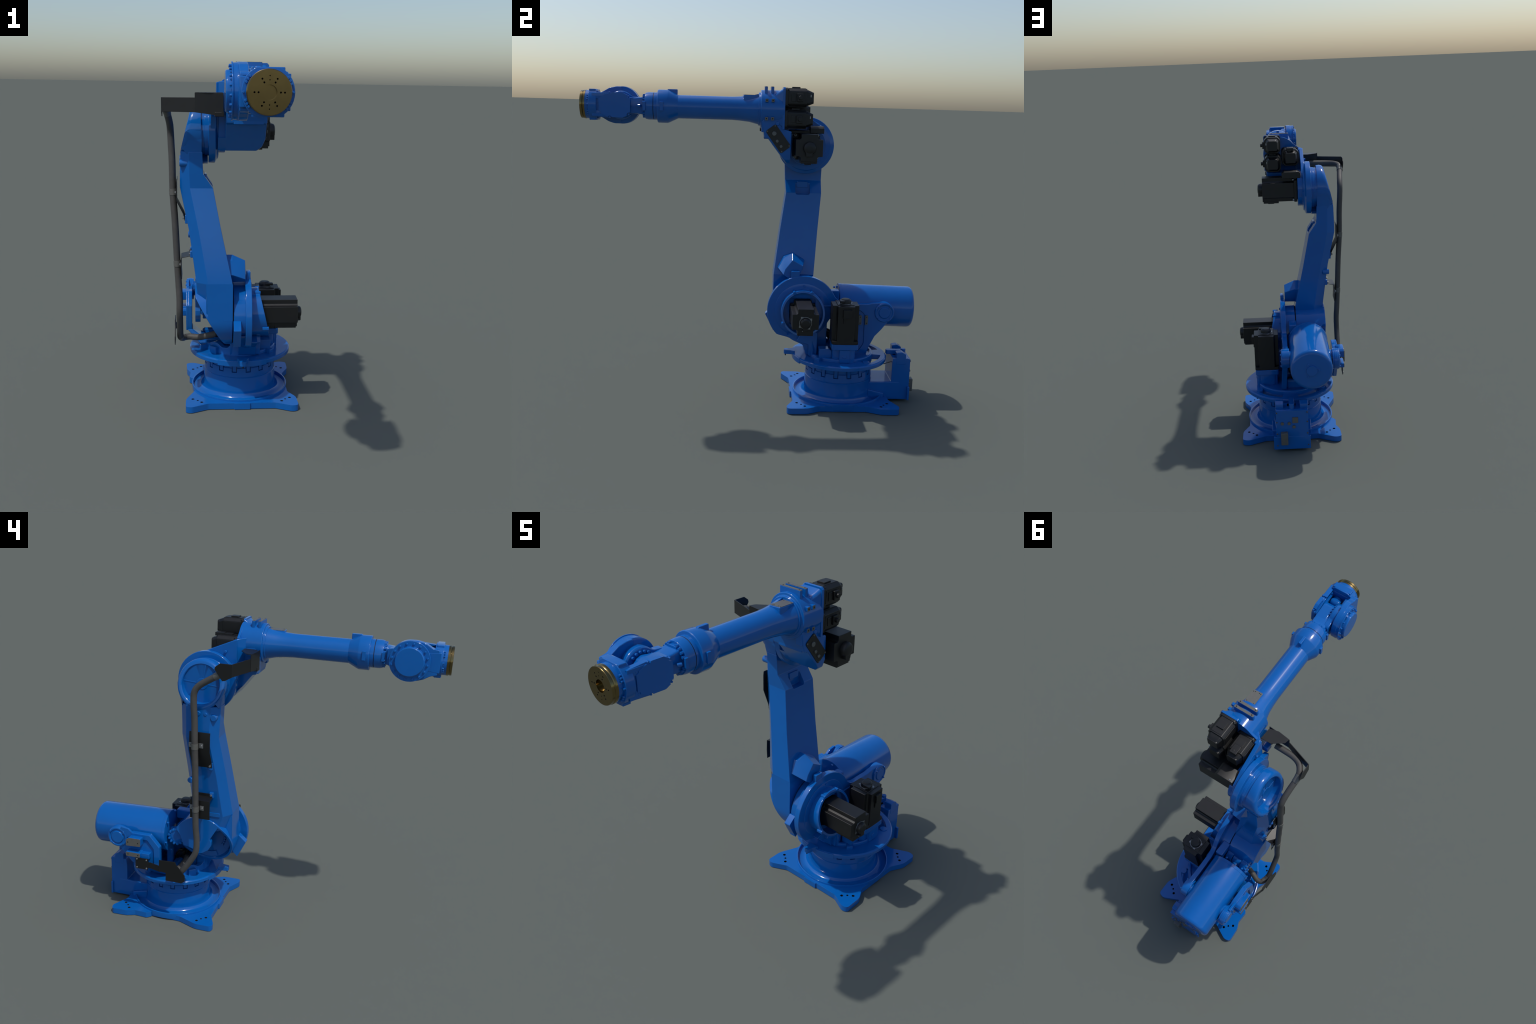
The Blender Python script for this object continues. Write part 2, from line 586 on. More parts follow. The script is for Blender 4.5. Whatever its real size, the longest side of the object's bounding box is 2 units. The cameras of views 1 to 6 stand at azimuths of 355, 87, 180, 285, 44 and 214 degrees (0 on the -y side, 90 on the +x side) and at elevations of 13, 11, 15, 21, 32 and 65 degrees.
    p.prism(rounded(rect(.592, .430, .66, .464), .004), "x", -.279, -.243, .003)
    p.prism(rounded([(.732, .509), (.732, .5485), (.714, .561), (.641, .561), (.641, .513)], .006), "x", -.2970, -.2950, 0, RAW)
    p.prism(rounded(rect(.644, .441, .734, .467), .005), "x", -.2970, -.2950, 0, RAW)
    bf = p.done()
    parent_keep(bf, ROBOT)
    for a in (40, 140, 220, 320):
        parent_keep(bolt(None, (-.252, cb[0] + .055 * cos(radians(a)), cb[1] + .055 * sin(radians(a))), (-1, 0, 0), .006, .012, "hex"), bf)
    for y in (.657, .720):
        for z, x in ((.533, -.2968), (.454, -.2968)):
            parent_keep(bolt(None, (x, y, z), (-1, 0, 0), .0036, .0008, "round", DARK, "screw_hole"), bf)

    # casting ribs between the two frames, on the turntable
    p = Part("turntable_rib", BLUE)
    p.box((-.15, .485, .28), (.07, .525, .33), .012)
    p.box((-.165, .630, .275), (.07, .662, .340), .012)
    p.prism(rounded([(-.06, .53), (-.02, .53), (-.02, .57), (-.06, .57)], .012), "z", .28, .44, .004)
    rb = p.done()
    parent_keep(rb, ROBOT)


# ==========================================================================
# 3. MOTORS
# ==========================================================================
def notched(c, h, n, half_short=None):
    """Square with notched corners (h: half width, n: notch size)."""
    cx, cy = c
    q = []
    for sx, sy in ((1, 1), (-1, 1), (-1, -1), (1, -1)):
        pts = [(h, h - n), (h - n * .75, h - n), (h - n, h - n * .75), (h - n, h)]
        if sx * sy < 0:
            pts = pts[::-1]
        q += [(cx + sx * a, cy + sy * b) for a, b in pts]
    return q


def build_big_motors():
    # shoulder motor, axis x
    p = Part("shoulder_motor", BLACK)
    c = (.292, .549)
    p.prism(notched(c, .0755, .031), "x", .104, .343, .002)
    p.prism(rect(c[0] - .045, .466, c[0] + .045, .50), "x", .22, .337, .002)
    p.prism(rect(c[0] - .022, .4625, c[0] + .018, .50), "x", .265, .30, .002)
    p.prism(notched(c, .073, .02), "x", .112, .135, .002)
    p.lathe([(.033, .335), (.033, .352), (.030, .363), (.022, .3685), (.01, .3695)], "x", (c[0] - .001, .544), 32, .002)
    p.prism(rect(.276, .498, .302, .53), "x", .345, .3665, .003)
    m = p.done(); parent_keep(m, ROBOT)
    s = Part("connector_ring", STEEL)
    s.lathe([(.0365, .342), (.0365, .3455), (.02, .3455)], "x", (c[0] - .001, .544), 32, .0005)
    s.prism(rect(.272, .497, .290, .502), "x", .345, .356, .0005)
    for a in (35, 125, 215, 305):
        s.box((.3425, c[0] - .001 + .036 * cos(radians(a)) - .007, .544 + .036 * sin(radians(a)) - .007),
              (.3450, c[0] - .001 + .036 * cos(radians(a)) + .007, .544 + .036 * sin(radians(a)) + .007), .0004)
    parent_keep(s.done(), m)

    # swivel motor, axis z, standing on a blue gearbox
    p = Part("swivel_motor", BLACK)
    c = (.190, .5355)
    p.prism(notched(c, .0775, .028), "z", .393, .622, .002)
    p.box((c[0] - .05, c[1] - .05, .615), (c[0] + .05, c[1] + .05, .626), .003)
    p.box((c[0] + .04, c[1] - .02, .555), (c[0] + .092, c[1] + .03, .605), .002)
    p.box((c[0] + .078, c[1] - .016, .56), (c[0] + .0835, c[1] - .008, .52), .002)
    p.lathe([(.034, .622), (.034, .634), (.031, .645), (.022, .652), (.01, .653)], "z", (c[0], c[1] + .002), 32, .002)
    p.prism(rounded(rect(c[0] + .0, c[1] - .035, c[0] + .045, c[1] - .008), .004), "z", .635, .648, .003)
    p.prism(notched(c, .0765, .006), "z", .3945, .412, .001)
    m = p.done(); parent_keep(m, ROBOT)
    s = Part("connector_ring", STEEL)
    s.lathe([(.0375, .622), (.0375, .6275), (.02, .6275)], "z", (c[0], c[1] + .002), 32, .0005)
    for a in (20, 110, 200, 290):
        x, y = c[0] + .037 * cos(radians(a)), c[1] + .002 + .037 * sin(radians(a))
        s.box((x - .007, y - .007, .6225), (x + .007, y + .007, .6265), .0004)
    parent_keep(s.done(), m)
    g = Part("swivel_gearbox", BLUE)
    g.prism(rounded(rect(c[0] - .074, c[1] - .077, c[0] + .076, c[1] + .080), .016), "z", .359, .3925, .003)
    g.prism(rounded(rect(c[0] - .066, c[1] - .03, c[0] + .067, c[1] + .06), .012), "z", .272, .361, .004)
    g.prism(rounded(rect(c[0] + .03, c[1] - .028, c[0] + .071, c[1] + .032), .004), "z", .280, .357, .003)
    g.prism(rounded(rect(c[0] - .06, c[1] - .07, c[0] + .05, c[1] + .07), .03), "z", .272, .361, .004)
    g.cyl("x", (c[1], .318), .012, c[0] + .06, c[0] + .074, 24, .002)
    parent_keep(g.done(), ROBOT)

    # elbow motor, axis x
    p = Part("elbow_motor", BLACK)
    c = (.291, 1.519)
    p.prism(notched(c, .077, .030), "x", -.030, .174, .002)
    p.prism(notched(c, .080, .018), "x", -.050, -.030, .002)
    p.prism(rect(c[0] - .046, 1.431, c[0] + .046, 1.46), "x", .07, .168, .002)
    p.prism(rect(c[0] - .022, 1.4225, c[0] + .016, 1.46), "x", .100, .140, .002)
    p.lathe([(.037, .170), (.037, .188), (.033, .199), (.024, .204), (.01, .205)], "x", (c[0] + .001, 1.519), 32, .003)
    p.prism(rounded([(.272, 1.472), (.304, 1.472), (.314, 1.52), (.264, 1.52)], .006), "x", .172, .202, .006)
    m = p.done(); parent_keep(m, ROBOT)
    for y in (.226, .356):
        for z in (1.455, 1.584):
            parent_keep(bolt(None, (-.030, y, z), (1, 0, 0), .008, .010, "socket", STEEL, "screw"), m)
    # cable duct over the elbow motor
    p = Part("cable_duct", BLACK)
    p.prism([(-.072, 1.597), (.045, 1.597), (.045, 1.625), (.030, 1.638), (-.060, 1.638), (-.072, 1.632)], "y", .305, .386, .003)
    p.box((-.06, .19, 1.594), (.03, .32, 1.612), .004)
    d = p.done(); parent_keep(d, ROBOT)
    parent_keep(bolt(None, (-.05, .375, 1.638), (0, 0, 1), .005, .003, "round", STEEL, "screw"), d)


def build_wrist_motors():
    """Three small servo motors on the back of the forearm housing, axis y."""
    def motor(cx, cz, h, y0, y1, y2, conn):
        p = Part("wrist_motor", BLACK)
        oct_ = lambda k, ch: [(cx + a, cz + b) for a, b in
                              [(k, k - ch), (k - ch, k), (-k + ch, k), (-k, k - ch), (-k, -k + ch), (-k + ch, -k), (k - ch, -k), (k, -k + ch)]]
        p.prism(rounded(oct_(h, .012), .003), "y", y0, y0 + .016, .002)
        p.prism(rounded(oct_(h - .003, .016), .003), "y", y0 + .01, y1, .002)
        # recessed flutes along the upper and lower edges
        for s in (1, -1):
            p.box((cx - h + .020, y0 + .02, cz + s * (h - .004) - .003), (cx + h - .020, y1 - .008, cz + s * (h - .004) + .003), .001)
            p.box((cx + s * (h - .003) - .002, y0 + .02, cz - h + .024), (cx + s * (h - .003) + .002, y1 - .008, cz + h - .024), .001)
        p.box((cx - .022, y0 + .04, cz + h - .002), (cx + .022, y0 + .085, cz + h + .0060), .001)
        k, k2 = h - .010, h - .022
        p.loft([[(a, y1 - .004, b) for a, b in oct_(k, .014)], [(a, y1 + .006, b) for a, b in oct_(k, .014)],
                [(a, y2, b) for a, b in oct_(k2, .012)]], .003)
        p.prism(rounded([(cx - k + .012, cz - k + .012), (cx + k - .012, cz - k + .012), (cx + k - .012, cz + k - .012), (cx - k + .012, cz + k - .012)], .01),
                "y", y2 - .01, y2 + .002, .002)
        if conn != "top":
            p.box((cx + h - .006, y0 + .066, cz - .022), (cx + h + .011, y0 + .100, cz + .022), .003)
            p.cyl("x", (y0 + .085, cz), .0115, cx + h - .002, cx + h + .024, 20, .002)
            p.box((cx + h - .006, y0 + .035, cz - .02), (cx + h + .0025, y0 + .060, cz + .02), .002)
        else:
            p.box((cx - .020, y0 + .085, cz + h - .01), (cx + .022, y1 + .022, cz + h + .009), .002)
            p.cyl("z", (cx + .006, y1 + .004), .008, cz + h - .01, cz + h + .010, 16, .002)
        o = p.done(); parent_keep(o, ROBOT)
        for sx in (-1, 1):
            for sz in (-1, 1):
                parent_keep(bolt(None, (cx + sx * (h - .009), y0 + .014, cz + sz * (h - .009)), (0, 1, 0), .0055, .006, "socket", SEAL, "screw"), o)
        st = Part("connector_pin", STEEL)
        if conn != "top":
            st.box((cx + h - .018, y2 - .018, cz + .004), (cx + h - .011, y2 - .012, cz + .018), .001)
        else:
            st.box((cx - .004, y1 + .012, cz + h - .012), (cx + .016, y1 + .018, cz + h - .006), .001)
        parent_keep(st.done(), o)
    motor(.098, 1.796, .0535, .147, .270, .307, "side")
    motor(.098, 1.6770, .0540, .147, .270, .307, "side")
    motor(-.0165, 1.714, .0550, .147, .265, .301, "top")


# ==========================================================================
# 4. LOWER LINK
# ==========================================================================
def build_link():
    p = Part("lower_link", BLUE)
    secs = []
    #        z      x_in    x_cham  x_out   y_front y_back
    table = [(.645, -.0135, -.135, -.1935, .150, .362),
             (.745, -.0135, -.141, -.2003, .121, .364),
             (1.011, -.0712, -.187, -.2369, .155, .383),
             (1.233, -.1145, -.2312, -.2830, .187, .402),
             (1.306, -.1645, -.2350, -.2825, .182, .402),
             (1.416, -.1690, -.2360, -.2785, .177, .405)]
    for z, xi, xc, xo, yf, yb in table:
        ch = .042
        secs.append([(xi, yf, z), (xi, yb, z), (xc, yb, z), (xo, yb - ch, z), (xo, yf + ch, z), (xc, yf, z)])
    pocket = bm_prism(rounded(rect(.245, 1.222, .333, 1.335), .014), "x", -.152, .0)
    p.loft(secs, .005, cuts=[cutter([pocket])], seg=2, angle=9)
    p.prism(rounded(rect(.254, 1.262, .320, 1.298), .004), "x", -.156, -.146, .002)

    # shoulder end: drum cut by a slanting plane, hollowed from outside
    def out_x(y, z):
        return max(-.206, -.206 + (.664 - z) * (.139 / .245))
    p.lathe([(.174, -.012), (.175, out_x), (.160, out_x), (.150, -.045), (.05, -.042)], "x", J2, 96, .003, angle=35)
    # front face running down tangent to the drum
    def wedge(poly, x_in, fx, bevel=.003):
        bm = bm_prism(poly, "x", 0, 1)
        for v in bm.verts:
            v.co.x = x_in if v.co.x < .5 else fx(v.co.y, v.co.z)
        p.add_bm(bm, bevel)
    wedge([(.1212, .745), (.1212, J2[1])] + arc(J2[0], J2[1], .17, 180, 128, 10), -.0125, lambda y, z: max(-.150, out_x(y, z)), 0)
    # lever on the outside, reaching back to the counterbalance rod
    lev = [(.194, .665), (.238, .590), (.230, .572), (.231, .545), (.248, .517), (.285, .492), (.311, .488), (.344, .512),
           (.383, .522), (.402, .524)] + [(.412, .556), (.424, .590), (.446, .618)] + arc(J2[0], J2[1], .1745, 30, 128, 20)
    p.prism(rounded(lev, .003, 2), "x", -.2065, -.178, .003)
    p.prism(rounded([(.36, .60), (.44, .625), (.50, .59), (.505, .53), (.46, .505), (.38, .515), (.33, .49), (.30, .53)], .02), "x", -.166, -.132, .004)
    p.prism(rounded([(.33, .66), (.44, .622), (.50, .59), (.505, .53), (.46, .505), (.38, .49), (.33, .45)], .02), "x", -.060, -.015, .004)
    p.lathe([(.052, -.130), (.052, -.170), (.036, -.176), (.02, -.176)], "x", (.460, .557), 40, .003)
    # crescent bosses on the floor of the hollow
    for a0, a1 in ((160, 215), (245, 290)):
        o = arc(J2[0], J2[1], .146, a0, a1, 14) + arc(J2[0], J2[1], .112, a1, a0, 14)
        p.prism(rounded(o, .004, 2), "x", -.054, -.040, .003)
    # stop block on the inner side
    wa = [(.143, .788), (.178, .856), (.234, .878), (.306, .836), (.298, .80), (.262, .735), (.205, .735)]
    wb = [(.176, .757), (.186, .79), (.229, .848), (.292, .812), (.288, .79), (.262, .737), (.205, .737)]
    p.loft([[(-.075, y, z) for y, z in wa], [(-.012, y, z) for y, z in wa], [(.056, y, z) for y, z in wb]], .003)
    # elbow end: dished drum cut by a slanting plane
    def elb_x(y, z):
        return -.2505 - (1.534 - z) * .246
    def elb_in(y, z):
        return -.2215
    p.lathe([(.1345, -.176), (.1355, lambda y, z: elb_x(y, z) + .022), (.1335, lambda y, z: elb_x(y, z) + .010), (.1290, lambda y, z: elb_x(y, z) + .003), (.122, elb_x), (.1115, elb_x), (.107, lambda y, z: elb_x(y, z) + .004), (.105, elb_in), (.02, elb_in)], "x", (.2925, 1.527), 80, 0, angle=40)
    for sg in (-1, 1):
        cy3 = .2925
        wedge([(cy3 + sg * .1095, 1.398), (cy3 + sg * .1355, 1.527)] + [(cy3 + sg * .129 * cos(radians(k)), 1.527 - .129 * sin(radians(k))) for k in (8, 20, 32, 44)],
              -.172, lambda y, z: elb_x(y, z) if (y - cy3) ** 2 + (z - 1.527) ** 2 < .131 ** 2 else max(-.240, elb_x(y, z)), 0)
    # ribs and hub in the dish
    c3 = (.2925, 1.527)
    hub = lambda y, z: -.2245
    p.lathe([(.032, -.20), (.032, hub), (.01, hub)], "x", c3, 32, .002)
    for a in (5, 100, 185, 320):
        bm = bm_prism(rect(.03, -.0035, .109, .0035), "x", -.215, -.200)
        for v in bm.verts:
            y, z = v.co.y, v.co.z
            yy = c3[0] + y * cos(radians(a)) - z * sin(radians(a))
            zz = c3[1] + y * sin(radians(a)) + z * cos(radians(a))
            v.co = Vector((-.2230 if v.co.x < -.21 else -.2, yy, zz))
        p.add_bm(bm, .001)
    # small lifting bosses
    p.cyl("x", (.205, 1.358), .018, -.284, -.22, 24, .004)
    p.cyl("x", (.292, 1.376), .013, -.285, -.25, 20, .003)
    p.cyl("x", (.350, .962), .017, -.243, -.20, 20, .004)
    p.prism(rounded(rect(.18, .74, .255, .765), .004), "x", -.206, -.18, .002)
    ln = p.done(); parent_keep(ln, ROBOT)
    ks = []
    for i in range(13):
        a = radians(360 / 13 * i + 10)
        ks.append(bolt(None, (-.166, .460 + .0455 * cos(a), .557 + .0455 * sin(a)), (-1, 0, 0), .0085, .016))
    for a in (175, 184, 193, 202, 211):
        ks.append(bolt(None, (-.042, J2[0] + .102 * cos(radians(a)), J2[1] + .102 * sin(radians(a))), (-1, 0, 0), .008, .012))
    ks.append(bolt(None, (-.27, .250, 1.375), (-1, 0, 0), .010, .014))
    for k in ks:
        parent_keep(k, ln)

    # elbow seal ring between link and housing
    p = Part("elbow_seal", BLUE)
    p.lathe([(.127, -.180), (.127, -.150)], "x", J3, 64, .001)
    parent_keep(p.done(), ROBOT)
    p = Part("shoulder_seal", SEAL)
    p.lathe([(.163, -.016), (.163, .0)], "x", J2, 64, .001)
    parent_keep(p.done(), ROBOT)


# ==========================================================================
# 5. COUNTERBALANCE
# ==========================================================================
def build_balancer():
    p = Part("counterbalance_cylinder", BLUE)
    p.lathe([(.05, .536), (.118, .533), (.1265, .533), (.1270, .55), (.1270, .964), (.1235, .977), (.115, .985), (.100, .9875), (.02, .9875)],
            "y", (-.080, .5425), 96, .002, angle=40)
    # dished front flange
    p.lathe([(.06, .520), (.122, .524), (.1285, .526), (.1285, .545)], "y", (-.080, .5425), 96, .0015)
    # cap with three ears on the back
    tri = []
    for k in range(3):
        a = 60 + 120 * k
        tri += arc(-.080 + .043 * cos(radians(a)), .5425 + .043 * sin(radians(a)), .008, a - 60, a + 60, 5)
    p.prism(tri, "y", .985, .9905, .0012)
    p.lathe([(.032, .985), (.032, .9965), (.02, .9965)], "y", (-.080, .5425), 40, .0015)
    # trunnions
    p.cyl("x", (.795, .541), .045, -.225, .07, 32, .004)
    o = p.done()
    # tilt slightly: the back sits lower
    o.data.transform(Matrix.Translation((-.08, .79, .5425)) @ Matrix.Rotation(radians(-1.5), 4, "X") @ Matrix.Translation((.08, -.79, -.5425)))
    parent_keep(o, ROBOT)
    for a in (15, 75, 135, 195, 255, 315):
        parent_keep(bolt(None, (-.08 + .121 * cos(radians(a)), .522, .549 + .121 * sin(radians(a))), (0, -1, 0), .0065, .012, "hex"), o)
    for k in range(3):
        a = radians(60 + 120 * k)
        parent_keep(bolt(None, (-.08 + .043 * cos(a), .9890, .5375 + .043 * sin(a)), (0, 1, 0), .005, .004, "round"), o)
    r = Part("counterbalance_rod", BLUE)
    r.cyl("y", (-.096, .553), .026, .48, .54, 28, .002)
    r.lathe([(.040, -.128), (.040, -.064)], "x", (.460, .557), 36, .003)
    r.box((-.126, .455, .535), (-.066, .50, .575), .006)
    r.box((-.012, .425, .60), (.038, .522, .660), .006)
    parent_keep(r.done(), ROBOT)


# ==========================================================================
# 6. ELBOW HOUSING
# ==========================================================================
def build_elbow():
    p = Part("elbow_housing", BLUE)
    ax, az = ARM
    # elbow flange stack on the x axis
    p.lathe([(.131, -.158), (.131, -.137), (.169, -.1365), (.169, -.104), (.148, -.094), (.147, -.088), (.116, -.083), (.116, -.052), (.05, -.052)],
            "x", J3, 88, .003)
    p.prism(rounded([(.245, 1.362), (.30, 1.345), (.33, 1.36), (.30, 1.40)], .004), "x", -.168, -.14, .002)
    # web plate from the flange up to the tube
    web = [(.310, 1.688), (.160, 1.753), (.136, 1.760), (.136, 1.60), (.150, 1.50), (.17, 1.44), (.30, 1.45), (.40, 1.62)]
    p.prism(rounded(web, [.01, .008, .0, .0, .01, .02, .02, .02]), "x", -.102, -.078, .004)
    # main box under the tube
    boxp = [(.020, 1.66), (.036, 1.566), (.058, 1.563), (.166, 1.424), (.190, 1.428), (.190, 1.608), (.145, 1.620), (.145, 1.70), (.05, 1.72)]
    bm = bm_prism(boxp, "x", -.058, .142)
    # round off the lower right long edge
    slant = bm_prism([(.142 + .01, 1.30), (.142 + .01, 1.50), (.1425, 1.488), (.128, 1.446), (.10, 1.4235), (.092, 1.4205), (.092, 1.30)], "y", .0, .3)
    p.add_bm(bm, .006, cuts=[cutter([slant])])
    # ledge under the tube front
    p.box((-.020, .034, 1.562), (.126, .075, 1.612), .003)
    p.prism(rounded([(.112, 1.494), (.166, 1.426), (.19, 1.430), (.19, 1.475), (.13, 1.478)], .004), "x", -.092, -.05, .003)
    p.prism([(.135, 1.475), (.19, 1.47), (.19, 1.62), (.135, 1.62)], "x", -.09, -.05, .003)
    p.box((.100, .018, 1.60), (.137, .06, 1.66), .004)
    # tube housing
    p.lathe([(.05, .000), (.093, .000), (.094, .012), (.108, .014), (.1085, .146), (.05, .146)], "y", ARM, 88, .003)
    # left cheek: web plate bending in to meet the tube
    p.loft([[(-.100, .165, z) for z in (1.60, 1.752)] + [(-.06, .165, z) for z in (1.752, 1.60)],
            [(-.092, .136, z) for z in (1.60, 1.762)] + [(-.04, .136, z) for z in (1.762, 1.60)],
            [(-.056, .100, z) for z in (1.625, 1.765)] + [(-.0, .100, z) for z in (1.765, 1.625)]], .004)
    # motor mounting plate
    mp = [(.1545, 1.618), (.1545, 1.842), (.145, 1.8515), (.048, 1.8515), (.040, 1.838)] + arc(ax, az, .1095, 93, 142, 10) + [(-.075, 1.765), (-.075, 1.618)]
    p.prism(mp, "y", .134, .1475, .003)
    # square shoulders swelling out of the tube towards the plate
    for z0, z1, zs in ((1.70, 1.75, (1.8485, 1.828, 1.80)), (1.75, 1.70, (1.622, 1.640, 1.665))):
        sc = []
        for y, x1, zt in ((.142, .1515, zs[0]), (.112, .142, zs[1]), (.072, .118, zs[2])):
            sc.append([(x, y, z) for x, z in rounded([(.035, z0), (x1, z0), (x1, zt), (.035, zt)], [0, 0, .02, .008], 5)])
        p.loft(sc, .0)
    # two ribs on top
    for y in (.041, .077):
        p.prism(rounded(rect(-.012, y - .0085, .113, y + .0085), .004), "z", 1.80, 1.852, .002)
        p.prism(rounded(rect(-.0110, y - .0078, .112, y + .0078), .004), "z", 1.852, 1.8535, .0, RAW)
    # four square studs on the right
    for y in (.044, .0785):
        for z in (1.777, 1.676):
            p.box((.12, y - .009, z - .010), (.156, y + .009, z + .010), .002)
            p.box((.156, y - .008, z - .009), (.1572, y + .008, z + .009), 0, RAW)
    # lugs
    p.cyl("x", (.109, 1.650), .012, .10, .146, 20, .003)
    p.box((-.118, .07, 1.60), (-.08, .115, 1.645), .006)
    p.prism(rounded([(.11, 1.60), (.17, 1.63), (.19, 1.56), (.13, 1.53)], .01), "x", -.128, -.10, .004)
    eh = p.done(); parent_keep(eh, ROBOT)
    ks = []
    for y in (.041, .077):
        for x in (.002, .100):
            ks.append(bolt(None, (x, y, 1.8532), (0, 0, 1), .0038, .0008, "round", DARK, "screw_hole"))
    for y in (.044, .0785):
        for z in (1.777, 1.676):
            ks.append(bolt(None, (.157, y, z), (1, 0, 0), .0035, .0006, "round", DARK, "screw_hole"))
    ks.append(bolt(None, (-.105, .20, 1.690), (-1, 0, 0), .008, .010))
    for k in ks:
        parent_keep(k, eh)

    # black connector plate
    p = Part("connector_plate", BRACKET)
    quad = [(.041, 1.606), (.097, 1.648), (.188, 1.527), (.132, 1.482)]
    p.prism(rounded(quad, .012), "x", .140, .1465, .001)
    cp = p.done(); parent_keep(cp, ROBOT)
    for y, z, r in ((.091, 1.594, .0125), (.109, 1.552, .0085), (.132, 1.523, .0085)):
        parent_keep(bolt(None, (.146, y, z), (1, 0, 0), r, .006, "round", RAW, "cable_gland"), cp)
    for y, z in ((.0515, 1.606), (.095, 1.637), (.178, 1.527), (.136, 1.494)):
        parent_keep(bolt(None, (.146, y, z), (1, 0, 0), .0042, .003, "round", RAW, "screw"), cp)


# ==========================================================================
# 7. FOREARM
# ==========================================================================
def build_forearm():
    p = Part("forearm", BLUE)
    p.lathe([(.05, .012), (.088, .012), (.0865, .0), (.074, -.050), (.068, -.105), (.0655, -.150), (.0655, -.455), (.069, -.462),
             (.091, -.507), (.093, -.514), (.093, -.566), (.0905, -.570), (.0765, -.571), (.0765, -.5905), (.05, -.5905)],
            "y", ARM, 88, .0015, angle=20, cuts=[cutter([bm_prism(rect(.036, -.1, .108, .0105), "z", 1.8030, 1.9)])])
    # flat pad on top, beside the housing
    p.prism(rounded([(.040, -.092), (.104, -.086), (.104, .010), (.040, .010)], .008), "z", 1.75, 1.8035, .004)
    p.prism(rounded([(.042, -.088), (.102, -.083), (.102, .006), (.042, .006)], .008), "z", 1.8035, 1.8050, 0, RAW)
    # fin on top of the cone
    p.prism([(-.460, 1.785), (-.460, 1.8235), (-.515, 1.8235), (-.53, 1.80)], "x", .040, .058, .003)
    for s in (-1, 1):
        x = ARM[0] + s * .094
        p.box((x - .006, -.553, 1.702), (x + .006, -.533, 1.752), .002)
    # seal line
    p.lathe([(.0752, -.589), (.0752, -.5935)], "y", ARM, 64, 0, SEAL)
    fa = p.done(); parent_keep(fa, ROBOT)
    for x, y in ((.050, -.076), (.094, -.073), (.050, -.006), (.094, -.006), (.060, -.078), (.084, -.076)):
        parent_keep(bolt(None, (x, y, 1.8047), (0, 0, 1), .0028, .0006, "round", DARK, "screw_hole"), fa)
    return fa


